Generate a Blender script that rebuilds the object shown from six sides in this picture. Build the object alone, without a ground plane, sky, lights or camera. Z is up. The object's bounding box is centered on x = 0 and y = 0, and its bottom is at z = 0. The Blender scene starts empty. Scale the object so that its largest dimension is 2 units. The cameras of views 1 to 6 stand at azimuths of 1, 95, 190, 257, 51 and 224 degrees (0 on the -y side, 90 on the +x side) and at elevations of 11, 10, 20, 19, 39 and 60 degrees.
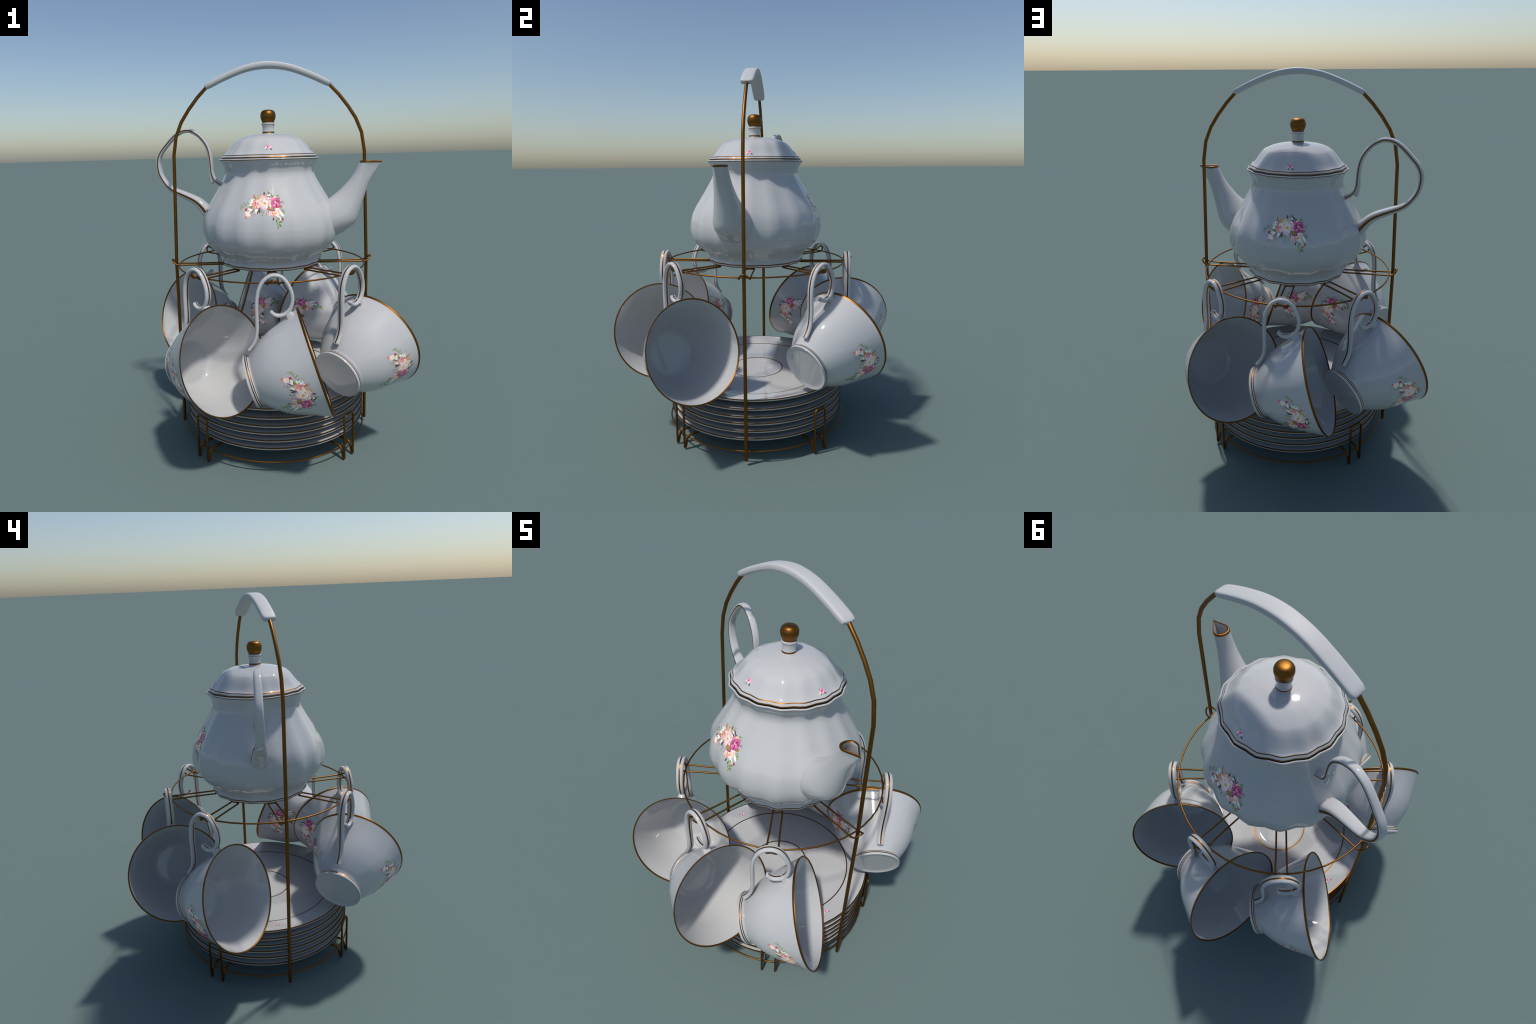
"""Porcelain tea set hanging on a brass wire stand: stand, teapot, six cups, six saucers."""
import math, random
import bpy
import numpy as np
from mathutils import Matrix, Vector

rnd = random.Random(7)
TAU = 2 * math.pi


# ------------------------------------------------------------------ materials
def new_material(name):
    m = bpy.data.materials.new(name)
    m.use_nodes = True
    nt = m.node_tree
    return m, nt, nt.nodes["Principled BSDF"]


def porcelain_material():
    m, nt, b = new_material("white_porcelain")
    tc = nt.nodes.new("ShaderNodeTexCoord")
    noise = nt.nodes.new("ShaderNodeTexNoise")
    noise.inputs["Scale"].default_value = 9.0
    noise.inputs["Detail"].default_value = 3.0
    ramp = nt.nodes.new("ShaderNodeValToRGB")
    ramp.color_ramp.elements[0].position = 0.3
    ramp.color_ramp.elements[0].color = (*PORCELAIN_LOW, 1)
    ramp.color_ramp.elements[1].position = 0.7
    ramp.color_ramp.elements[1].color = (*PORCELAIN_HIGH, 1)
    nt.links.new(tc.outputs["Object"], noise.inputs["Vector"])
    nt.links.new(noise.outputs["Fac"], ramp.inputs["Fac"])
    nt.links.new(ramp.outputs["Color"], b.inputs["Base Color"])
    b.inputs["Roughness"].default_value = 0.045
    b.inputs["IOR"].default_value = 1.5
    return m


def brass_material(name, low, high, rough):
    m, nt, b = new_material(name)
    tc = nt.nodes.new("ShaderNodeTexCoord")
    noise = nt.nodes.new("ShaderNodeTexNoise")
    noise.inputs["Scale"].default_value = 26.0
    noise.inputs["Detail"].default_value = 4.0
    ramp = nt.nodes.new("ShaderNodeValToRGB")
    ramp.color_ramp.elements[0].position = 0.3
    ramp.color_ramp.elements[0].color = (*low, 1)
    ramp.color_ramp.elements[1].position = 0.7
    ramp.color_ramp.elements[1].color = (*high, 1)
    nt.links.new(tc.outputs["Object"], noise.inputs["Vector"])
    nt.links.new(noise.outputs["Fac"], ramp.inputs["Fac"])
    nt.links.new(ramp.outputs["Color"], b.inputs["Base Color"])
    b.inputs["Metallic"].default_value = 1.0
    b.inputs["Roughness"].default_value = rough
    return m


def glaze_paint(name, low, high, scale=120.0):
    """Water-colour overglaze paint: two tones washed into each other."""
    m, nt, b = new_material(name)
    tc = nt.nodes.new("ShaderNodeTexCoord")
    noise = nt.nodes.new("ShaderNodeTexNoise")
    noise.inputs["Scale"].default_value = scale
    noise.inputs["Detail"].default_value = 2.0
    ramp = nt.nodes.new("ShaderNodeValToRGB")
    ramp.color_ramp.elements[0].position = 0.38
    ramp.color_ramp.elements[0].color = (*low, 1)
    ramp.color_ramp.elements[1].position = 0.62
    ramp.color_ramp.elements[1].color = (*high, 1)
    nt.links.new(tc.outputs["Object"], noise.inputs["Vector"])
    nt.links.new(noise.outputs["Fac"], ramp.inputs["Fac"])
    nt.links.new(ramp.outputs["Color"], b.inputs["Base Color"])
    b.inputs["Roughness"].default_value = 0.06
    return m


def srgb(r, g, b):
    f = lambda c: c / 12.92 if c <= 0.04045 else ((c + 0.055) / 1.055) ** 2.4
    return (f(r / 255), f(g / 255), f(b / 255))


PORCELAIN_LOW = (0.485, 0.487, 0.490)
PORCELAIN_HIGH = (0.505, 0.505, 0.505)
PORCELAIN = porcelain_material()
BRASS = brass_material("brass_wire", (0.185, 0.080, 0.016), (0.215, 0.095, 0.020), 0.45)
GILT = brass_material("gilt_line", (0.185, 0.080, 0.016), (0.215, 0.095, 0.020), 0.45)
GRIP = porcelain_material()
GRIP.name = "white_grip_sleeve"
GRIP.node_tree.nodes["Principled BSDF"].inputs["Roughness"].default_value = 0.55

PAINTS = {
    "blush": (srgb(255, 236, 226), srgb(252, 205, 195)),
    "cream": (srgb(255, 244, 226), srgb(253, 226, 196)),
    "white": (srgb(252, 253, 253), srgb(244, 247, 246)),
    "salmon": (srgb(246, 160, 158), srgb(240, 190, 182)),
    "coral": (srgb(226, 98, 104), srgb(236, 130, 128)),
    "peach": (srgb(252, 208, 176), srgb(248, 188, 166)),
    "magenta": (srgb(208, 96, 150), srgb(188, 66, 118)),
    "pink": (srgb(238, 142, 184), srgb(230, 112, 160)),
    "plum": (srgb(146, 46, 86), srgb(122, 38, 68)),
    "crimson": (srgb(208, 40, 84), srgb(188, 48, 80)),
    "amber": (srgb(244, 160, 40), srgb(238, 184, 84)),
    "olive": (srgb(150, 150, 62), srgb(172, 132, 70)),
    "leaf_green": (srgb(160, 182, 84), srgb(118, 152, 82)),
    "deep_green": (srgb(120, 148, 70), srgb(84, 122, 76)),
    "umber": (srgb(78, 40, 44), srgb(104, 62, 62)),
    "mauve": (srgb(150, 66, 104), srgb(176, 110, 130)),
    "tan": (srgb(206, 170, 110), srgb(216, 150, 116)),
    "rosy": (srgb(255, 214, 232), srgb(252, 190, 222)),
    "hot_pink": (srgb(248, 120, 178), srgb(240, 90, 156)),
}
PAINT_NAMES = list(PAINTS)
PAINT_MATS = [glaze_paint("paint_" + k, *v) for k, v in PAINTS.items()]


# ------------------------------------------------------------------ mesh tools
def make_mesh(name, verts, faces, mats, face_mat=None, sharp=40.0, smooth=True):
    me = bpy.data.meshes.new(name)
    me.from_pydata([tuple(v) for v in verts], [], [tuple(f) for f in faces])
    for m in mats:
        me.materials.append(m)
    if face_mat is not None:
        me.polygons.foreach_set("material_index", list(face_mat))
    if smooth:
        me.shade_smooth()
        if sharp:
            me.set_sharp_from_angle(angle=math.radians(sharp))
    me.validate()
    me.update()
    return me


def add(name, mesh, parent=None):
    o = bpy.data.objects.new(name, mesh)
    bpy.context.scene.collection.objects.link(o)
    if parent is not None:
        o.parent = parent
    return o


def top_empty(name, label, category, matrix=None):
    o = bpy.data.objects.new(name, None)
    o.empty_display_size = 0.1
    bpy.context.scene.collection.objects.link(o)
    o["label"] = label
    o["category"] = category
    if matrix is not None:
        o.matrix_world = matrix
    return o


def catmull(points, per=8, closed=False):
    """Smooth curve through control points (any dimension)."""
    P = [np.array(p, float) for p in points]
    n = len(P)
    out = []
    for i in range(n if closed else n - 1):
        if closed:
            p0, p1, p2, p3 = P[i - 1], P[i], P[(i + 1) % n], P[(i + 2) % n]
        else:
            p1, p2 = P[i], P[i + 1]
            p0 = P[i - 1] if i else 2 * p1 - p2
            p3 = P[i + 2] if i + 2 < n else 2 * p2 - p1
        for k in range(per):
            t = k / per
            out.append(0.5 * (2 * p1 + (p2 - p0) * t + (2 * p0 - 5 * p1 + 4 * p2 - p3) * t * t
                              + (3 * p1 - p0 - 3 * p2 + p3) * t ** 3))
    if not closed:
        out.append(P[-1])
    return out


def tube(path, radius, sides=12, closed=False, caps=True):
    """Round wire along a polyline, frames carried by parallel transport."""
    P = [Vector(p) for p in path]
    n = len(P)
    T = []
    for i in range(n):
        a = P[i - 1] if (closed or i) else P[i]
        b = P[(i + 1) % n] if (closed or i < n - 1) else P[i]
        d1 = (P[i] - a).normalized() if (P[i] - a).length > 1e-9 else None
        d2 = (b - P[i]).normalized() if (b - P[i]).length > 1e-9 else None
        T.append(((d1 or d2) + (d2 or d1)).normalized())
    ref = Vector((0, 0, 1)) if abs(T[0].z) < 0.9 else Vector((0, 1, 0))
    N = (ref - T[0] * ref.dot(T[0])).normalized()
    verts, faces = [], []
    for i in range(n):
        if i:
            N = (T[i - 1].rotation_difference(T[i]) @ N)
            N = (N - T[i] * N.dot(T[i])).normalized()
        B = T[i].cross(N)
        for k in range(sides):
            a = TAU * k / sides
            verts.append(P[i] + (N * math.cos(a) + B * math.sin(a)) * radius)
    shift = 0
    if closed:
        N2 = T[-1].rotation_difference(T[0]) @ N
        B0 = T[0].cross(verts[0] - P[0])
        ang = math.atan2(N2.dot(B0.normalized()), N2.dot((verts[0] - P[0]).normalized()))
        shift = round(ang / TAU * sides)
    for i in range(n if closed else n - 1):
        j = (i + 1) % n
        s = shift if (closed and j == 0) else 0
        for k in range(sides):
            k2 = (k + 1) % sides
            faces.append((i * sides + k, i * sides + k2, j * sides + (k2 + s) % sides, j * sides + (k + s) % sides))
    if caps and not closed:
        faces.append(tuple(range(sides))[::-1])
        faces.append(tuple((n - 1) * sides + k for k in range(sides)))
    return verts, faces


def join(parts):
    V, F = [], []
    for v, f in parts:
        o = len(V)
        V += list(v)
        F += [tuple(i + o for i in q) for q in f]
    return V, F


def lathe(profile, seg, radial=None):
    """profile: list of (r, z, material of the band up to the next point).
    radial(theta, r, z) -> radius for a given direction."""
    radial = radial or (lambda th, r, z: r)
    verts, faces, fm = [], [], []
    rows = []
    for r, z, m in profile:
        if r < 1e-6:
            rows.append([len(verts)])
            verts.append((0, 0, z))
            continue
        row = []
        for k in range(seg):
            th = TAU * k / seg
            rr = radial(th, r, z)
            row.append(len(verts))
            verts.append((rr * math.cos(th), rr * math.sin(th), z))
        rows.append(row)
    for i in range(len(rows) - 1):
        a, b, m = rows[i], rows[i + 1], profile[i][2]
        for k in range(seg):
            k2 = (k + 1) % seg
            if len(a) == 1 and len(b) == 1:
                continue
            if len(a) == 1:
                faces.append((a[0], b[k2], b[k]))
            elif len(b) == 1:
                faces.append((a[k], a[k2], b[0]))
            else:
                faces.append((a[k], a[k2], b[k2], b[k]))
            fm.append(m)
    return verts, faces, fm


def ribbon(path, widths, thick, power, gold_angles, gold_half, lift, start_cap=1.0):
    """Sweep a rounded section along a planar path. path is 2D; lift maps
    (x, y_off, z) to 3D. Section angle 0 = outward normal, pi/2 = sideways.
    Narrow strips round gold_angles get material 1 (the gilt line)."""
    n = len(path)
    base = [TAU * k / 24 for k in range(24)]
    angs = set()
    for a in base:
        if all(abs((a - g + math.pi) % TAU - math.pi) > gold_half * 1.6 for g in gold_angles):
            angs.add(a)
    for g in gold_angles:
        angs.add((g - gold_half) % TAU)
        angs.add((g + gold_half) % TAU)
    angs = sorted(angs)
    m = len(angs)
    verts, faces, fm = [], [], []
    P = [np.array(p, float) for p in path]

    def se(c):
        return math.copysign(abs(c) ** power, c)

    for i in range(n):
        t = P[min(i + 1, n - 1)] - P[max(i - 1, 0)]
        t /= np.linalg.norm(t)
        nn = np.array((-t[1], t[0]))
        f = i / (n - 1)
        w, h = widths(f) / 2, thick(f) / 2
        for a in angs:
            q = P[i] + nn * h * se(math.cos(a))
            verts.append(lift(q[0], w * se(math.sin(a)), q[1]))
    for i in range(n - 1):
        for k in range(m):
            k2 = (k + 1) % m
            faces.append((i * m + k, i * m + k2, (i + 1) * m + k2, (i + 1) * m + k))
            mid = (angs[k] + ((angs[k2] - angs[k]) % TAU) / 2) % TAU
            fm.append(1 if any(abs((mid - g + math.pi) % TAU - math.pi) < gold_half * 0.6 for g in gold_angles) else 0)
    # rounded end caps
    for i, sgn in ((0, -1), (n - 1, 1)):
        t = P[min(i + 1, n - 1)] - P[max(i - 1, 0)]
        t /= np.linalg.norm(t)
        nn = np.array((-t[1], t[0]))
        f = i / (n - 1)
        w, h = widths(f) / 2, thick(f) / 2
        prev = [i * m + k for k in range(m)]
        for s, e in ((0.7, 0.35), (0.35, 0.5)):
            row = []
            for a in angs:
                q = P[i] + nn * h * s * se(math.cos(a)) + t * sgn * h * e * (start_cap if sgn < 0 else 1)
                row.append(len(verts))
                verts.append(lift(q[0], w * s * se(math.sin(a)), q[1]))
            for k in range(m):
                k2 = (k + 1) % m
                q = (prev[k], prev[k2], row[k2], row[k])
                faces.append(q if sgn > 0 else q[::-1])
                fm.append(0)
            prev = row
        faces.append(tuple(prev) if sgn > 0 else tuple(prev[::-1]))
        fm.append(0)
    return verts, faces, fm


def flip_out(me):
    import bmesh
    bm = bmesh.new()
    bm.from_mesh(me)
    bmesh.ops.recalc_face_normals(bm, faces=bm.faces)
    bm.to_mesh(me)
    bm.free()
    me.update()


def interp(table):
    xs, ys = [t[0] for t in table], [t[1] for t in table]
    return lambda x: float(np.interp(x, xs, ys))


# ------------------------------------------------------------------ painted flowers
# Bouquet drawn in drawing units; right = +x, down = +y; the peony is the origin.
# kind: "leaf" pointed, "blob" wavy oval; centre, length, width, angle, colour, layer
BOUQUET = [
    # white petals and leaves behind
    ("blob", -420, -40, 130, 190, 10, "white", 0), ("blob", -430, 40, 120, 110, 0, "white", 0),
    ("leaf", -450, 190, 210, 110, -15, "white", 0), ("blob", -250, 215, 110, 90, 0, "white", 0),
    ("leaf", 115, -250, 110, 70, -10, "white", 0), ("blob", 120, -160, 110, 100, 0, "white", 0),
    ("leaf", 530, 330, 230, 80, 52, "white", 0), ("leaf", 450, 450, 210, 70, 48, "white", 0),
    ("leaf", -270, 250, 120, 60, 80, "cream", 0), ("blob", -80, -190, 130, 120, 20, "cream", 0),
    ("leaf", -300, -110, 150, 70, 30, "white", 0),
    # left sprig
    ("leaf", -440, -70, 72, 34, 100, "leaf_green", 1), ("leaf", -528, -40, 62, 30, 60, "leaf_green", 1),
    ("leaf", -480, 5, 52, 26, 100, "leaf_green", 1), ("leaf", -620, -8, 66, 30, 55, "deep_green", 1),
    ("leaf", -594, 45, 62, 28, 100, "leaf_green", 1), ("leaf", -684, 42, 62, 28, 60, "leaf_green", 1),
    ("leaf", -655, 90, 58, 26, 100, "leaf_green", 1), ("leaf", -736, 96, 64, 28, 50, "deep_green", 1),
    ("leaf", -700, 130, 56, 26, 95, "leaf_green", 1), ("leaf", -760, 148, 62, 28, 5, "leaf_green", 1),
    ("leaf", -735, 200, 64, 28, 105, "leaf_green", 1), ("leaf", -390, 10, 70, 40, 80, "leaf_green", 1),
    ("leaf", -600, 60, 340, 7, -33, "mauve", 1), ("leaf", -410, -10, 160, 6, -20, "mauve", 1),
    # autumn leaf, berries
    ("leaf", -325, -190, 190, 62, 68, "olive", 1), ("leaf", -340, -230, 110, 34, 100, "coral", 2),
    ("blob", -190, -212, 66, 62, 0, "amber", 2), ("blob", -150, -170, 62, 62, 0, "cream", 1),
    ("blob", -182, -148, 66, 60, 0, "amber", 2), ("leaf", -135, -265, 80, 18, 118, "coral", 1),
    ("leaf", -235, -255, 60, 14, 60, "tan", 1), ("leaf", -245, -168, 52, 12, 160, "tan", 1),
    # dark leaves
    ("leaf", 170, -270, 150, 44, 52, "umber", 1), ("leaf", 150, -190, 140, 40, 40, "umber", 1),
    ("leaf", 236, -214, 100, 30, 118, "umber", 1), ("leaf", 150, -118, 80, 26, 170, "umber", 1),
    ("leaf", -205, 252, 150, 40, 112, "umber", 1), ("leaf", -150, 222, 190, 42, 88, "umber", 1),
    ("leaf", -155, 80, 60, 34, 80, "umber", 1), ("leaf", -210, 150, 70, 26, 150, "umber", 1),
    ("leaf", 272, 482, 110, 42, 104, "umber", 1),
    ("leaf", -44, -332, 90, 22, 100, "mauve", 0), ("leaf", -12, -320, 100, 20, 80, "umber", 0),
    ("leaf", -30, -286, 90, 26, 95, "umber", 0),
    # top sprigs
    ("leaf", 70, -372, 62, 28, 70, "leaf_green", 1), ("leaf", 134, -366, 58, 28, 130, "leaf_green", 1),
    ("leaf", 100, -330, 56, 26, 100, "mauve", 1), ("leaf", 60, -296, 58, 28, 110, "leaf_green", 1),
    ("leaf", 120, -298, 70, 24, 20, "deep_green", 1), ("leaf", 90, -215, 80, 30, 20, "leaf_green", 1),
    ("leaf", 370, -226, 86, 34, 80, "deep_green", 1), ("leaf", 420, -232, 76, 30, 125, "leaf_green", 1),
    ("leaf", 440, -160, 84, 30, 40, "leaf_green", 1), ("leaf", 395, -190, 90, 8, 70, "tan", 1),
    # brown dotted sprig
    ("blob", 500, -30, 46, 40, 0, "umber", 1), ("blob", 552, -52, 28, 26, 0, "umber", 1),
    ("blob", 562, -18, 24, 22, 0, "mauve", 1), ("blob", 580, 22, 20, 18, 0, "umber", 1),
    ("blob", 540, 20, 24, 20, 0, "tan", 1), ("leaf", 520, -14, 130, 7, -5, "umber", 1),
    ("blob", 495, -34, 22, 20, 0, "white", 2),
    # tan dotted sprigs
    ("leaf", -525, -170, 60, 14, 80, "tan", 1), ("leaf", -505, -120, 46, 14, 70, "tan", 1),
    ("leaf", -440, -160, 40, 10, 45, "tan", 1), ("leaf", -545, 90, 60, 12, 140, "tan", 1),
    ("leaf", -340, 355, 170, 8, 105, "tan", 1), ("leaf", -375, 440, 50, 20, 120, "tan", 1),
    ("leaf", -330, 400, 44, 18, 70, "tan", 1), ("leaf", -295, 350, 60, 20, 110, "tan", 1),
    ("leaf", -345, 340, 40, 18, 140, "mauve", 1),
    # dangling green
    ("leaf", -86, 236, 60, 34, 140, "leaf_green", 2), ("leaf", -32, 282, 56, 30, 30, "leaf_green", 2),
    ("leaf", -68, 356, 76, 30, 108, "leaf_green", 2), ("leaf", -50, 290, 150, 6, 100, "mauve", 1),
    # right sprigs
    ("leaf", 500, 118, 120, 70, 130, "olive", 1), ("leaf", 475, 80, 80, 26, 30, "mauve", 2),
    ("leaf", 540, 200, 60, 30, 140, "deep_green", 2), ("leaf", 592, 244, 64, 34, 120, "deep_green", 2),
    ("leaf", 514, 250, 66, 28, 70, "leaf_green", 2), ("leaf", 552, 280, 60, 28, 60, "deep_green", 2),
    ("leaf", 612, 300, 62, 28, 10, "leaf_green", 2), ("leaf", 586, 340, 80, 28, 80, "leaf_green", 2),
    ("leaf", 560, 250, 170, 6, 55, "tan", 1),
    # bottom leaves
    ("leaf", 368, 530, 150, 44, 104, "deep_green", 1), ("leaf", 496, 582, 130, 52, 165, "deep_green", 1),
    ("leaf", 396, 640, 120, 44, 108, "leaf_green", 1), ("leaf", 488, 690, 130, 42, 58, "deep_green", 1),
    ("leaf", 424, 742, 160, 42, 108, "leaf_green", 1), ("leaf", 440, 470, 120, 40, 50, "leaf_green", 1),
    ("leaf", 440, 600, 260, 7, 80, "leaf_green", 1),
    # buds
    ("leaf", 556, 498, 100, 66, 48, "crimson", 2), ("leaf", 528, 460, 60, 30, 20, "olive", 2),
    ("blob", -574, 184, 78, 68, -20, "crimson", 2), ("leaf", -540, 158, 50, 22, 60, "olive", 2),
    ("blob", -525, 325, 150, 200, 12, "blush", 2), ("blob", -500, 345, 90, 130, 12, "cream", 3),
    ("blob", -560, 425, 84, 76, 30, "coral", 3), ("blob", -535, 440, 50, 50, 0, "salmon", 3),
    ("leaf", -458, 365, 80, 44, 90, "cream", 2), ("leaf", -515, 222, 110, 30, 8, "olive", 3),
    ("leaf", -420, 105, 150, 70, 150, "olive", 2), ("leaf", -390, 148, 90, 24, 170, "mauve", 3),
    ("leaf", -360, 215, 150, 54, 118, "olive", 2), ("leaf", -395, 270, 140, 24, 118, "mauve", 3),
    # stalks hanging under the peony
    ("leaf", 95, 280, 170, 26, 105, "salmon", 1), ("leaf", 150, 320, 170, 50, 95, "blush", 1),
    ("leaf", 60, 330, 120, 8, 110, "mauve", 1), ("leaf", 128, 370, 110, 20, 60, "salmon", 1),
    ("leaf", 120, 240, 110, 10, 80, "umber", 1),
    # flower heads: see heads()
    # mauve leaf over the peony
    ("leaf", 205, 165, 260, 130, 32, "mauve", 7), ("leaf", 188, 148, 200, 84, 28, "olive", 8),
    ("leaf", 110, 165, 90, 50, 10, "coral", 8),
]


def heads():
    """Rose and peony heads, petal by petal."""
    r = random.Random(11)
    S = []
    # salmon rose
    S += [("blob", -260, 25, 220, 310, 8, "salmon", 2), ("blob", -215, -55, 120, 110, 0, "cream", 3),
          ("blob", -215, 60, 120, 160, 10, "blush", 3), ("blob", -225, 20, 80, 110, 20, "salmon", 4),
          ("leaf", -335, 20, 230, 34, 82, "coral", 4), ("leaf", -290, 20, 150, 24, 95, "coral", 5),
          ("leaf", -262, 110, 70, 40, 60, "coral", 5), ("leaf", -300, -20, 60, 36, 70, "coral", 5),
          ("leaf", -250, 150, 190, 26, 172, "salmon", 5), ("leaf", -220, -20, 80, 16, 50, "coral", 5),
          ("leaf", -300, -105, 130, 30, 150, "coral", 4), ("leaf", -300, 120, 90, 20, 60, "blush", 5)]
    # pale peony
    S += [("blob", -60, -160, 170, 150, 0, "peach", 3), ("leaf", 20, -205, 130, 60, 120, "salmon", 3),
          ("blob", 5, -5, 345, 385, 0, "blush", 4), ("blob", 190, 70, 150, 170, 0, "cream", 3), ("blob", -150, -20, 110, 260, 0, "cream", 2)]
    for k in range(11):
        a = TAU * k / 11 + 0.2
        S.append(("blob", 105 * math.cos(a), -5 + 125 * math.sin(a), 120 + 30 * r.random(), 84, math.degrees(a) + 90,
                  ("blush", "cream", "white")[k % 3], 5))
        if k % 2 == 0:
            S.append(("leaf", 122 * math.cos(a + .3), 140 * math.sin(a + .3), 130, 20, math.degrees(a) + 108, "salmon", 6))
    for k in range(7):
        a = TAU * k / 7
        S.append(("blob", 55 * math.cos(a), 62 * math.sin(a), 84, 66, math.degrees(a) + 90, ("white", "blush", "cream")[k % 3], 6))
    S += [("blob", -8, 0, 104, 76, -25, "amber", 8), ("blob", -45, 30, 60, 36, -20, "cream", 8),
          ("leaf", 125, 20, 130, 50, 100, "salmon", 6), ("leaf", -40, 130, 120, 40, 60, "rosy", 6),
          ("leaf", 70, -120, 170, 26, 30, "salmon", 7), ("leaf", -80, -95, 120, 18, 130, "salmon", 7)]
    # magenta rose
    S += [("blob", 235, -115, 150, 90, 40, "pink", 5), ("blob", 310, -165, 150, 90, 10, "peach", 4),
          ("blob", 338, 0, 300, 322, 0, "magenta", 6)]
    for k in range(9):
        a = TAU * k / 9 + .4
        S.append(("blob", 342 + 88 * math.cos(a), 2 + 96 * math.sin(a), 100, 66, math.degrees(a) + 90, ("pink", "magenta", "magenta")[k % 3], 7))
        S.append(("leaf", 342 + 72 * math.cos(a + .35), 2 + 80 * math.sin(a + .35), 74, 22, math.degrees(a) + 112, "plum", 8))
    for k in range(5):
        a = TAU * k / 5
        S.append(("blob", 340 + 34 * math.cos(a), -18 + 38 * math.sin(a), 54, 40, math.degrees(a) + 90, ("pink", "plum", "magenta", "blush", "plum")[k], 8))
    S += [("blob", 300, 55, 70, 84, 10, "pink", 8), ("blob", 392, 40, 64, 90, -10, "pink", 8), ("blob", 335, -10, 46, 30, 30, "blush", 9),
          ("leaf", 352, 70, 90, 34, 90, "plum", 9)]
    # small peach peony, lower right
    S += [("leaf", 235, 300, 260, 110, 70, "peach", 3), ("leaf", 255, 340, 220, 30, 68, "coral", 4),
          ("leaf", 215, 320, 190, 24, 66, "blush", 4), ("blob", 370, 270, 220, 270, 0, "blush", 4)]
    for k in range(8):
        a = TAU * k / 8
        S.append(("blob", 370 + 68 * math.cos(a), 268 + 86 * math.sin(a), 90, 62, math.degrees(a) + 90, ("blush", "peach", "white", "blush")[k % 4], 5))
    S += [("blob", 340, 306, 62, 80, 15, "amber", 7), ("leaf", 425, 240, 110, 44, 70, "salmon", 6), ("leaf", 300, 225, 80, 16, 120, "salmon", 6),
          ("leaf", 300, 330, 130, 24, 75, "salmon", 6)]
    return S


# one small rose bud with three leaves, for lid and saucers
ROSEBUD = [
    ("leaf", -52, 14, 70, 34, 150, "cream", 0), ("leaf", -38, -40, 60, 20, 30, "leaf_green", 0), ("leaf", -34, 46, 60, 22, 110, "deep_green", 0),
    ("leaf", 48, 44, 72, 28, 25, "umber", 0),
    ("blob", 4, 0, 100, 92, 0, "rosy", 1), ("blob", -4, -2, 66, 60, 10, "hot_pink", 2), ("blob", 22, 14, 44, 40, 0, "rosy", 3),
    ("leaf", -6, 0, 44, 24, 130, "crimson", 3), ("leaf", 22, -22, 50, 16, 60, "hot_pink", 3),
]


def print_mesh(name, shapes_at, place):
    """Paint shapes as thin glaze patches laid on a surface.
    place(u, v, lift) -> 3D point on the ware."""
    verts, faces, fm = [], [], []
    for shapes, origin in shapes_at:
        r = random.Random(3)
        for idx, (kind, cx, cy, L, W, ang, col, layer) in enumerate(shapes):
            a = math.radians(ang)
            ca, sa = math.cos(a), math.sin(a)
            n = 14 if L < 90 else 22
            rings = 1 if L < 70 else (2 if L < 170 else 4)
            ph, amp = r.random() * TAU, (0.07 if kind == "blob" else 0.0)
            lift = 0.00012 + 0.00011 * layer + 0.0000012 * idx
            rim = []
            for k in range(n):
                t = TAU * k / n
                if kind == "leaf":
                    x = math.cos(t)
                    y = math.sin(t) * (abs(math.sin(t)) ** 0.45)
                else:
                    w = 1 + amp * math.sin(3 * t + ph) + 0.5 * amp * math.sin(5 * t + 2 * ph)
                    x, y = w * math.cos(t), w * math.sin(t)
                rim.append((x * L / 2, y * W / 2))
            c0 = len(verts)
            verts.append(place(origin, cx, -cy, lift))
            prev = None
            for q in range(1, rings + 1):
                row = []
                for x, y in rim:
                    x, y = x * q / rings, y * q / rings
                    row.append(len(verts))
                    verts.append(place(origin, cx + ca * x - sa * y, -(cy + sa * x + ca * y), lift))
                for k in range(n):
                    k2 = (k + 1) % n
                    if prev is None:
                        faces.append((c0, row[k2], row[k]))
                    else:
                        faces.append((prev[k], prev[k2], row[k2], row[k]))
                    fm.append(PAINT_NAMES.index(col))
                prev = row
    me = make_mesh(name, verts, faces, PAINT_MATS, fm, sharp=None)
    return me


BOUQUET_ALL = sorted(BOUQUET + heads(), key=lambda s: s[7])


# ------------------------------------------------------------------ wire stand
stand = top_empty("wire_stand", "tall brass wire tea set stand with white carrying grip", "stand")

WIRE_R = 0.0090
side = [(0.5225, 0.0215), (0.5215, 0.5), (0.5205, 0.968), (0.5125, 1.231), (0.5065, 1.42), (0.5035, 1.54),
        (0.487, 1.638), (0.4557, 1.711), (0.4137, 1.774), (0.366, 1.833), (0.311, 1.8890),
        (0.235, 1.9245), (0.14, 1.9610), (0.07, 1.9780), (0.0, 1.9845)]
frame_path = [(-x, 0, z) for x, z in side] + [(x, 0, z) for x, z in side[::-1][1:]]
v, f = tube(frame_path, WIRE_R, 14)
add("carrying_frame", make_mesh("carrying_frame", v, f, [BRASS]), stand)

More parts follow.
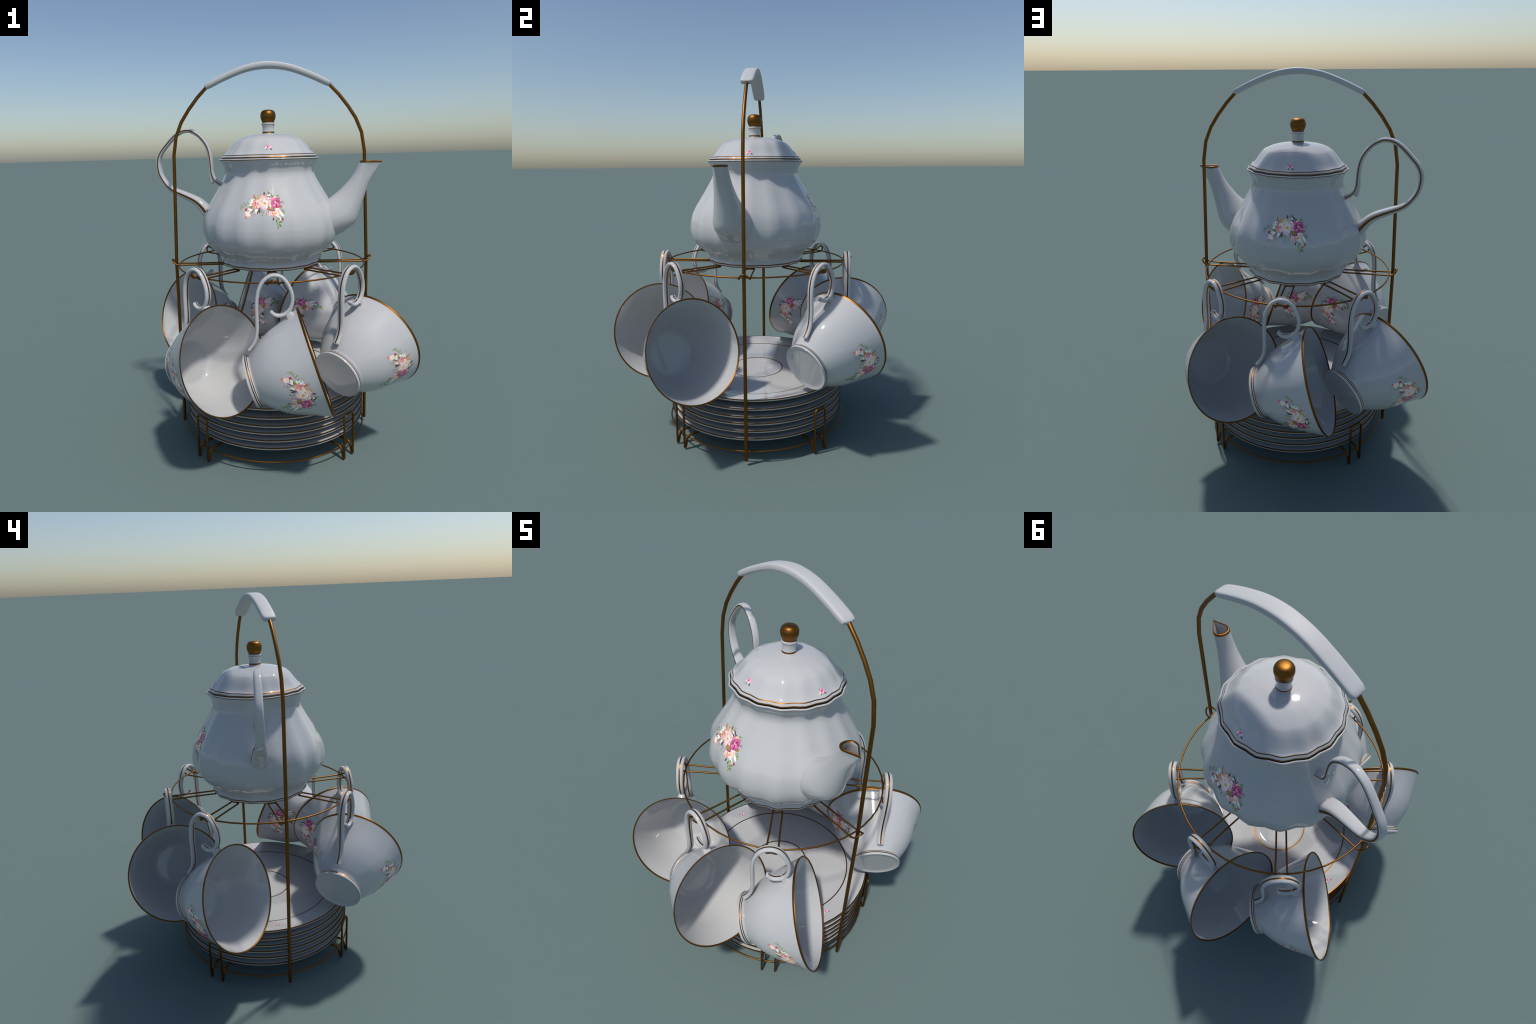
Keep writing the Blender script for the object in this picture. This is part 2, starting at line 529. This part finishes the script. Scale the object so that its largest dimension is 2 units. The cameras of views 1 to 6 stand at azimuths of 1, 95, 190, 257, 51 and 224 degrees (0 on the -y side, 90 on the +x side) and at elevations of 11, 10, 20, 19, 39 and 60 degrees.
# white sleeve over the top of the frame
gp = catmull([(-0.318, 1.8850), (-0.235, 1.9245), (-0.14, 1.9615), (-0.07, 1.9785), (0.0, 1.9845), (0.07, 1.9785), (0.14, 1.9615), (0.235, 1.9245), (0.318, 1.8850)], 5)
gw = interp([(0, 0.058), (0.03, 0.066), (0.5, 0.0695), (0.97, 0.066), (1, 0.058)])
gt = interp([(0, 0.023), (0.03, 0.027), (0.5, 0.0325), (0.97, 0.027), (1, 0.023)])
v, f, fm = ribbon(gp, gw, gt, 0.45, [], 0.1, lambda x, y, z: (x, y, z))
me = make_mesh("grip", v, f, [GRIP], None, sharp=50)
flip_out(me)
add("grip", me, stand)


def ring_mesh(name, R, z, r, n=48):
    pts = [(R * math.cos(TAU * k / n), R * math.sin(TAU * k / n), z) for k in range(n)]
    v, f = tube(pts, r, 10, closed=True)
    me = make_mesh(name, v, f, [BRASS])
    flip_out(me)
    return me


add("upper_ring", ring_mesh("upper_ring", 0.5005, 0.9590, 0.0041), stand)
add("base_ring", ring_mesh("base_ring", 0.5030, 0.0600, 0.0040), stand)


def hook_wire():
    """Closed hairpin: pot rest inside, upturned cup hook outside."""
    h = 0.0225
    up = [(0.2540, h - .006, .9535), (0.2600, h, .9530), (0.40, h + .001, .9530), (0.485, h + .004, .9530), (0.508, h + .005, .9540), (0.521, h + .004, .9585),
          (0.5305, h, .9655), (0.5370, h - .0065, .9735), (0.5407, .0080, .9795), (0.5415, .0026, .9815)]
    path = up + [(x, -y, z) for x, y, z in up[::-1]]
    v, f = tube(path, 0.0044, 8, closed=True)
    me = make_mesh("hook_wire", v, f, [BRASS], sharp=60)
    flip_out(me)
    return me


def leg_wire():
    """Closed hairpin: saucer rest inside, foot on the ground, fence outside."""
    h = 0.0362
    up = [(0.262, h - .008, .0665), (0.272, h, .0670), (0.40, h, .0670), (0.492, h, .0670), (0.5035, h, .0610), (0.5105, h, .0440), (0.5160, h, .0160),
          (0.5190, h, .0068), (0.5235, h, .0054), (0.5260, h, .0115), (0.5255, h, .2200), (0.5250, h - .0025, .2310), (0.5250, h - .0095, .2385), (0.5250, h - .016, .2400)]
    path = up + [(x, -y, z) for x, y, z in up[::-1]]
    v, f = tube(path, 0.0059, 10, closed=True)
    me = make_mesh("leg_wire", v, f, [BRASS], sharp=60)
    flip_out(me)
    return me


hook = hook_wire()
for k in range(8):
    o = add("hook_wire", hook, stand)
    o.rotation_euler = (0, 0, k * math.pi / 4)
leg = leg_wire()
for k in range(4):
    o = add("leg_wire", leg, stand)
    o.rotation_euler = (0, 0, math.pi / 4 + k * math.pi / 2)

# ------------------------------------------------------------------ teapot
POT_TURN = math.radians(-12.2)
LOBES = 16
POT_Z = 0.9580
pot = top_empty("teapot", "lobed white porcelain teapot with gilt lines and rose bouquets", "teapot",
                Matrix.Translation((-0.0010, 0.0025, POT_Z)) @ Matrix.Rotation(POT_TURN, 4, "Z"))


def flute_depth(z):
    """How hollow the panels are at a height above the pot's base."""
    return float(np.interp(z, [0.0, 0.05, 0.20, 0.36, 0.48, 0.56], [0.968, 0.964, 0.962, 0.970, 0.974, 0.971]))


def lobe_factor(th, depth=0.965):
    """Straight panels between outward ridges, each panel slightly hollow.
    Ridges stand half a lobe off the spout axis."""
    p = (th / TAU * LOBES + 0.5) % 1.0
    t = abs(p - 0.5) * 2  # 0 on a valley middle, 1 on a ridge
    return depth + (1 - depth) * t


# ridge radius by world height; matching profile for foot, belly, neck, rim
POT_PROFILE = catmull([(0.2660, 0.977), (0.262, 0.986), (0.2665, 0.9985), (0.285, 1.019), (0.309, 1.0375), (0.332, 1.059),
                       (0.352, 1.087), (0.3645, 1.122), (0.3680, 1.155), (0.3645, 1.192), (0.3545, 1.23), (0.3375, 1.264), (0.3138, 1.303),
                       (0.2890, 1.3435), (0.2625, 1.387), (0.2445, 1.420), (0.2375, 1.442), (0.2385, 1.460), (0.2450, 1.485),
                       (0.2605, 1.5060)], 2)
body_prof = [(0.0, 0.9680, 0), (0.22, 0.9680, 0), (0.238, 0.9580, 0), (0.2590, 0.9570, 1), (0.2645, 0.9585, 1), (0.2655, 0.9625, 0), (0.2658, 0.9685, 1), (0.2665, 0.9745, 0)]
body_prof += [(r, z, 0) for r, z in POT_PROFILE]
body_prof += [(0.2632, 1.5085, 1), (0.2650, 1.5118, 0), (0.2645, 1.5150, 0), (0.2615, 1.5172, 0), (0.2582, 1.5165, 0), (0.2568, 1.5130, 0), (0.2560, 1.5000, 0), (0.2300, 1.46, 0), (0.225, 1.44, 0), (0.0, 1.43, 0)]
body_prof = [(r, z - POT_Z, m) for r, z, m in body_prof]
SEG = 4 * LOBES


def facet(th, factor):
    """Relative radius of the flat facet between two mesh columns."""
    step = TAU / SEG
    k = math.floor(th / step + 1e-9)
    t = th - k * step
    ra, rb = factor(k * step), factor((k + 1) * step)
    return ra * rb * math.sin(step) / (ra * math.sin(t) + rb * math.sin(step - t))


def body_radial(th, r, z):
    d = flute_depth(z) if r > 0.2 else 1.0
    return r * lobe_factor(th, d)


v, f, fm = lathe(body_prof, SEG, body_radial)
me = make_mesh("body", v, f, [PORCELAIN, GILT], fm, sharp=48)
flip_out(me)
add("body", me, pot)

out_rz = [(r, z) for r, z, m in body_prof[7:7 + len(POT_PROFILE) + 1]]
pot_r = lambda z: float(np.interp(z, [q[1] for q in out_rz], [q[0] for q in out_rz]))


def on_pot(origin, u, w, lift):
    th0, z0 = origin
    z = z0 + w * 0.0001475
    R = pot_r(z)
    th = th0 + u * 0.000158 / (R * 0.985)
    rr = R * facet(th, lambda a: lobe_factor(a, flute_depth(z)))
    slope = (pot_r(z + .004) - pot_r(z - .004)) / .008
    n = math.hypot(1, slope)
    rr += lift * 1.0 / n + 0.0004
    zz = z - lift * slope / n
    return (rr * math.cos(th), rr * math.sin(th), zz)


me = print_mesh("bouquet_print", [(BOUQUET_ALL, (-math.pi / 2 + math.radians(7.0), 1.304 - POT_Z)),
                                  (BOUQUET_ALL, (math.pi / 2 + math.radians(12.0), 1.285 - POT_Z))], on_pot)
add("bouquet_print", me, pot)

# spout: pairs of upper and lower edge, half width, beak pinch
SPOUT = [
    ((0.475, 1.4885), (0.581, 1.4870), 0.0375, 1.0),
    ((0.4595, 1.456), (0.5555, 1.4410), 0.0405, 0.7),
    ((0.4375, 1.418), (0.5270, 1.3900), 0.0455, 0.3),
    ((0.4060, 1.379), (0.5080, 1.3430), 0.0520, 0.1),
    ((0.3610, 1.335), (0.4920, 1.2880), 0.0630, 0.0),
    ((0.3200, 1.303), (0.4755, 1.2300), 0.0790, 0.0),
    ((0.2900, 1.283), (0.4570, 1.1810), 0.0930, 0.0),
    ((0.2650, 1.255), (0.4220, 1.1460), 0.1010, 0.0),
    ((0.2450, 1.215), (0.3600, 1.1080), 0.1010, 0.0),
    ((0.2200, 1.185), (0.2900, 1.0850), 0.1000, 0.0),
]
tear = interp([(0, 0), (.02, .42), (.07, .68), (.13, .84), (.22, .96), (.30, 1), (.38, .97), (.52, .78), (.66, .53), (.85, .2), (1, 0)])


def spout_section(st, shrink=1.0, n=28):
    (ux, uz), (lx, lz), w, pinch = st
    out = []
    for k in range(n):
        t = TAU * k / n
        uu = (1 - math.cos(t)) / 2
        sgn = 1 if math.sin(t) >= 0 else -1
        rd = abs(math.sin(t))
        ww = w * (pinch * tear(uu) + (1 - pinch) * rd) * sgn * shrink
        c = 0.5 + (uu - 0.5) * shrink
        out.append((ux + (lx - ux) * c, ww - 0.0052, uz + (lz - uz) * c - POT_Z))
    return out


def loft_stations(stations, per=3):
    flat = [np.array([*a, *b, w, p]) for a, b, w, p in stations]
    return [((q[0], q[1]), (q[2], q[3]), q[4], max(0.0, q[5])) for q in catmull(flat, per)]


sections = loft_stations(SPOUT)
N_SP = 28
rows = []
inner = sections[:12]


def raised(row, dz):
    return [(x, y, z + dz) for x, y, z in row]


rows += [spout_section(s, 0.78 if i else 0.80) for i, s in enumerate(inner)][::-1]
first_bead = len(rows) - 1
for shrink, dz in ((0.84, .0022), (0.91, .0038), (0.98, .0036), (1.035, .0014), (1.05, -.0025), (1.03, -.0062)):
    rows.append(raised(spout_section(sections[0], shrink), dz))
last_bead = len(rows) - 1
rows += [spout_section(s) for s in sections[1:]]
verts = [p for row in rows for p in row]
faces, fm = [], []
for i in range(len(rows) - 1):
    for k in range(N_SP):
        k2 = (k + 1) % N_SP
        faces.append((i * N_SP + k, i * N_SP + k2, (i + 1) * N_SP + k2, (i + 1) * N_SP + k))
        fm.append(1 if first_bead <= i < last_bead else 0)
faces.append(tuple(range(N_SP)))
fm.append(0)
faces.append(tuple((len(rows) - 1) * N_SP + k for k in range(N_SP)))
fm.append(0)
me = make_mesh("spout", verts, faces, [PORCELAIN, GILT], fm, sharp=55)
flip_out(me)
add("spout", me, pot)

# handle: ear-shaped band with gilt line down each side
HANDLE = [(-0.238, 1.366), (-0.275, 1.382), (-0.306, 1.405), (-0.3225, 1.442), (-0.3265, 1.495), (-0.333, 1.552), (-0.350, 1.598),
          (-0.386, 1.642), (-0.428, 1.668), (-0.455, 1.6735), (-0.492, 1.667), (-0.530, 1.644), (-0.579, 1.597), (-0.616, 1.553),
          (-0.631, 1.505), (-0.622, 1.440), (-0.586, 1.382), (-0.546, 1.351), (-0.490, 1.327), (-0.422, 1.295), (-0.382, 1.262),
          (-0.354, 1.228), (-0.320, 1.190)]
hp = catmull(HANDLE, 5)
hw = interp([(0, 0.038), (0.07, 0.034), (0.5, 0.0330), (0.64, 0.0370), (0.74, 0.046), (0.82, 0.059), (0.90, 0.076), (0.95, 0.085), (1, 0.086)])
ht = interp([(0, 0.024), (0.1, 0.021), (0.5, 0.0235), (0.72, 0.026), (0.82, 0.037), (0.90, 0.050), (0.95, 0.059), (1, 0.065)])
v, f, fm = ribbon(hp, hw, ht, 0.62, [math.pi / 2, 3 * math.pi / 2], 0.125, lambda x, y, z: (x + .005, y, z - POT_Z))
# thumb spur under the upper joint
sp = catmull([(-0.3265, 1.47), (-0.3250, 1.435), (-0.3200, 1.405), (-0.3165, 1.392)], 4)
v2, f2, fm2 = ribbon(sp, interp([(0, .030), (1, .026)]), interp([(0, .016), (1, .020)]), 0.6, [], 0.1, lambda x, y, z: (x, y, z - POT_Z))
o = len(v)
v += v2
f += [tuple(i + o for i in q) for q in f2]
fm += fm2
me = make_mesh("handle", v, f, [PORCELAIN, GILT], fm, sharp=50)
flip_out(me)
add("handle", me, pot)

# lid, with knob and gilded finial
LID_TURN = math.radians(-0.95) - POT_TURN
lid_prof = [(0.0, 1.512, 0), (0.235, 1.512, 0), (0.2505, 1.5185, 0), (0.2545, 1.5205, 1), (0.2530, 1.5250, 0), (0.2460, 1.5320, 1), (0.2430, 1.5360, 0)]
lid_prof += [(r, z, 0) for r, z in catmull([(0.2375, 1.5380), (0.2235, 1.5525), (0.2025, 1.5800), (0.1875, 1.5970), (0.1690, 1.6115), (0.1240, 1.6300), (0.0780, 1.6380), (0.0360, 1.6415)], 3)]
lid_prof += [(0.0, 1.6420, 0)]
lid_prof = [(r, z - POT_Z, m) for r, z, m in lid_prof]


def lid_radial(th, r, z):
    d = 0.971 + 0.029 * min(1, max(0, (0.20 - r) / 0.15))
    p = (th / TAU * LOBES) % 1.0
    t = abs(p - 0.5) * 2
    return r * (d + (1 - d) * t)


v, f, fm = lathe(lid_prof, SEG, lid_radial)
me = make_mesh("lid", v, f, [PORCELAIN, GILT], fm, sharp=48)
flip_out(me)
lid = add("lid", me, pot)
lid.rotation_euler = (0, 0, LID_TURN)
lid_rz = [(r, z) for r, z, m in lid_prof[6:-1]][::-1]
lid_z = lambda r: float(np.interp(r, [q[0] for q in lid_rz], [q[1] for q in lid_rz]))


def on_lid(origin, u, w, lift):
    th0, r0 = origin
    R = r0 - w * 0.000150
    th = th0 + u * 0.000220 / R
    z = lid_z(R / facet(th, lambda a: lid_radial(a, R, 0) / R))
    return ((R + .6 * lift + .0004) * math.cos(th), (R + .6 * lift + .0004) * math.sin(th), z + .8 * lift + .0006)


me = print_mesh("rosebud_print", [(ROSEBUD, (k * math.pi / 2, 0.2205 if k != 3 else 0.2090)) for k in (0, 1, 3)], on_lid)
add("rosebud_print", me, lid)

knob_prof = [(0.0345, 1.6405, 0), (0.0315, 1.6440, 1), (0.0312, 1.6515, 0), (0.0300, 1.6560, 0), (0.0300, 1.6700, 0), (0.0312, 1.6800, 0), (0.0335, 1.6860, 1),
             (0.0345, 1.6880, 0), (0.0352, 1.6915, 0), (0.0335, 1.6960, 0), (0.0290, 1.6985, 0), (0.0, 1.6985, 0)]
v, f, fm = lathe([(r, z - POT_Z, m) for r, z, m in knob_prof], 20)
me = make_mesh("knob_neck", v, f, [PORCELAIN, GILT], fm, sharp=40)
flip_out(me)
add("knob_neck", me, lid)
ball = catmull([(0.0, 1.695), (0.0290, 1.6965), (0.0315, 1.7030), (0.0375, 1.7160), (0.0402, 1.7310), (0.0385, 1.7450), (0.0310, 1.7570), (0.0180, 1.7625), (0.0, 1.7640)], 3)
v, f, fm = lathe([(max(r, 0), z - POT_Z, 0) for r, z in ball], 20)
me = make_mesh("finial", v, f, [GILT], fm, sharp=60)
flip_out(me)
add("finial", me, lid)

# ------------------------------------------------------------------ cups
# local frame: foot on z = 0, mouth up, handle towards +x
CUP_H = 0.3215
cup_out = catmull([(0.1172, 0.0278), (0.1230, 0.0365), (0.1365, 0.0520), (0.1590, 0.0820), (0.1840, 0.1220), (0.2070, 0.1720), (0.2250, 0.2220), (0.2430, 0.2720), (0.2570, 0.3080)], 3)
cup_in = catmull([(0.2520, 0.3080), (0.2360, 0.2720), (0.2165, 0.2220), (0.1975, 0.1720), (0.1740, 0.1220), (0.1485, 0.0830), (0.1285, 0.0560), (0.113, 0.0430), (0.102, 0.0385), (0.0950, 0.0380)], 3)
cup_prof = [(0.0, 0.0050, 0), (0.0950, 0.0050, 0), (0.1110, 0.0046, 0), (0.1165, 0.0022, 0), (0.1205, 0.0003, 0), (0.1240, 0.0, 0), (0.1253, 0.0022, 0), (0.1250, 0.0110, 0), (0.1249, 0.0115, 1), (0.1246, 0.0165, 0), (0.1240, 0.0205, 1), (0.1228, 0.0242, 0), (0.1190, 0.0262, 0)]
cup_prof += [(r, z, 0) for r, z in cup_out]
cup_prof[-1] = (0.2580, 0.3110, 1)
cup_prof += [(0.2610, 0.3160, 1), (0.2628, 0.3195, 1), (0.2617, 0.3222, 1), (0.2585, 0.3220, 1), (0.2552, 0.3165, 0)]
cup_prof += [(r, z, 0) for r, z in cup_in] + [(0.0, 0.0380, 0)]


def scallop(th, r, z):
    if 0.1105 < r < 0.1115:
        return r * (1 + 0.022 * (1 if round(th / TAU * 96) % 2 else -1))
    return r


v, f, fm = lathe(cup_prof, 96, scallop)
bowl_mesh = make_mesh("bowl", v, f, [PORCELAIN, GILT], fm, sharp=50)
flip_out(bowl_mesh)

# handle: measured as (along axis from the rim, distance from axis)
CUP_HANDLE = [(-0.121, .292), (-0.110, .274), (-0.090, .2625), (-0.060, .263), (-0.032, .280), (-0.012, .312), (-0.004, .352), (-0.010, .400), (-0.026, .433),
              (-0.054, .450), (-0.085, .4495), (-0.116, .434), (-0.148, .398), (-0.174, .343), (-0.193, .283), (-0.212, .227), (-0.232, .191), (-0.254, .168), (-0.277, .153)]
ch = catmull([(q[0], q[1]) for q in CUP_HANDLE], 5)
lift_cup = lambda a, y, d: (d, -y, CUP_H + a)
v, f, fm = ribbon(ch, interp([(0, .029), (.08, .033), (.5, .0370), (.9, .0350), (1, .0330)]), interp([(0, .0165), (.1, .0185), (.5, .0190), (.9, .0185), (1, .0165)]),
                  0.80, [0.0, math.pi], 0.14, lift_cup)
pad = catmull([(-0.0435, 0.2420), (-0.0480, 0.2550), (-0.0515, 0.2680)], 4)
v2, f2, fm2 = ribbon(pad, interp([(0, .040), (1, .032)]), interp([(0, .044), (1, .030)]), 0.5, [], 0.1, lift_cup, 0.0)
o = len(v)
v += v2
f += [tuple(i + o for i in q) for q in f2]
fm += fm2
cup_handle_mesh = make_mesh("handle", v, f, [PORCELAIN, GILT], fm, sharp=50)
flip_out(cup_handle_mesh)

co_r = lambda z: float(np.interp(z, [q[1] for q in cup_out], [q[0] for q in cup_out]))


def on_cup(origin, u, w, lift):
    th0, z0 = origin
    z = z0 + w * 0.000150
    R = co_r(z)
    th = th0 + u * 0.000150 / R
    slope = (co_r(z + .004) - co_r(z - .004)) / .008
    n = math.hypot(1, slope)
    R += lift / n + 0.0002
    return (R * math.cos(th), R * math.sin(th), z - lift * slope / n)


cup_print_mesh = print_mesh("bouquet_print", [(BOUQUET_ALL, (math.radians(99.2), CUP_H - 0.096)),
                                              (BOUQUET_ALL, (math.radians(-79.5), CUP_H - 0.105))], on_cup)

# hanging pose: rim centre for the cup hanging on the -y hook, yaw and pitch of the mouth
POSE = [((0.1895, -0.514, 0.591), 2.6, 17.6), ((0.1925, -0.5175, 0.5895), 0.6, 17.9), ((0.190, -0.5375, 0.591), -0.75, 18.4)]
for ang, pose in ((45, 0), (90, 1), (135, 2), (225, 0), (270, 1), (315, 2)):
    c, yaw, pitch = POSE[pose]
    turn = Matrix.Rotation(math.radians(ang - 270), 3, "Z")
    ry = Matrix.Rotation(math.radians(ang - 270 + yaw), 3, "Z")
    p = math.radians(pitch)
    axis = ry @ Vector((math.cos(p), 0, math.sin(p)))
    hand = ry @ Vector((-math.sin(p), 0, math.cos(p)))
    y = axis.cross(hand)
    M = Matrix((hand, y, axis)).transposed().to_4x4()
    M.translation = (turn @ Vector(c)) - axis * CUP_H
    cup = top_empty("teacup", "white porcelain teacup with gilt rim and painted rose bouquets", "teacup", M)
    add("bowl", bowl_mesh, cup)
    add("handle", cup_handle_mesh, cup)
    add("bouquet_print", cup_print_mesh, cup)

# ------------------------------------------------------------------ saucers
# local frame: z = 0 at the rim edge height
saucer_prof = [(0.0, -0.047, 0), (0.175, -0.047, 0), (0.180, -0.058, 0), (0.190, -0.058, 0), (0.196, -0.048, 0), (0.26, -0.0465, 0), (0.34, -0.042, 0),
               (0.40, -0.036, 0), (0.45, -0.0250, 0), (0.4800, -0.0165, 0), (0.4925, -0.0112, 0), (0.4962, -0.0075, 0), (0.4972, -0.0030, 1), (0.4962, 0.0012, 1), (0.4908, 0.0008, 0),
               (0.465, -0.0045, 0), (0.44, -0.0080, 0), (0.41, -0.0125, 0), (0.3908, -0.0162, 1), (0.3844, -0.0173, 0)]
saucer_prof += [(r, z, 0) for r, z in catmull([(0.375, -0.0190), (0.352, -0.0215), (0.325, -0.0230), (0.29, -0.0238), (0.24, -0.0240), (0.19, -0.0238), (0.168, -0.0235), (0.158, -0.0238)], 2)]
saucer_prof += [(0.1545, -0.0240, 1), (0.1475, -0.0246, 0), (0.1440, -0.0265, 0), (0.136, -0.0300, 0), (0.11, -0.0325, 0), (0.0, -0.0335, 0)]
v, f, fm = lathe(saucer_prof, 72)
saucer_mesh = make_mesh("dish", v, f, [PORCELAIN, GILT], fm, sharp=55)
flip_out(saucer_mesh)
sz = lambda r: float(np.interp(r, [0.385, 0.41, 0.44, 0.465, 0.492], [-0.0172, -0.0125, -0.0080, -0.0045, 0.0008]))


def on_saucer(origin, u, w, lift):
    th0, r0 = origin
    R = r0 - w * 0.000190
    th = th0 + u * 0.000190 / R
    return (R * math.cos(th), R * math.sin(th), sz(R) + lift + .0003)


saucer_print = print_mesh("rosebud_print", [(ROSEBUD, (math.radians(a), 0.432)) for a in (0, 90, 180, 270)], on_saucer)
for z in (0.1280, 0.1690, 0.2090, 0.2465, 0.2885, 0.3365):
    s = top_empty("saucer", "round white porcelain saucer with gilt rings and rosebuds", "saucer",
                  Matrix.Translation((0.0045, 0.0020, z)) @ Matrix.Rotation(math.radians(-5.0), 4, "Z"))
    add("dish", saucer_mesh, s)
    add("rosebud_print", saucer_print, s)
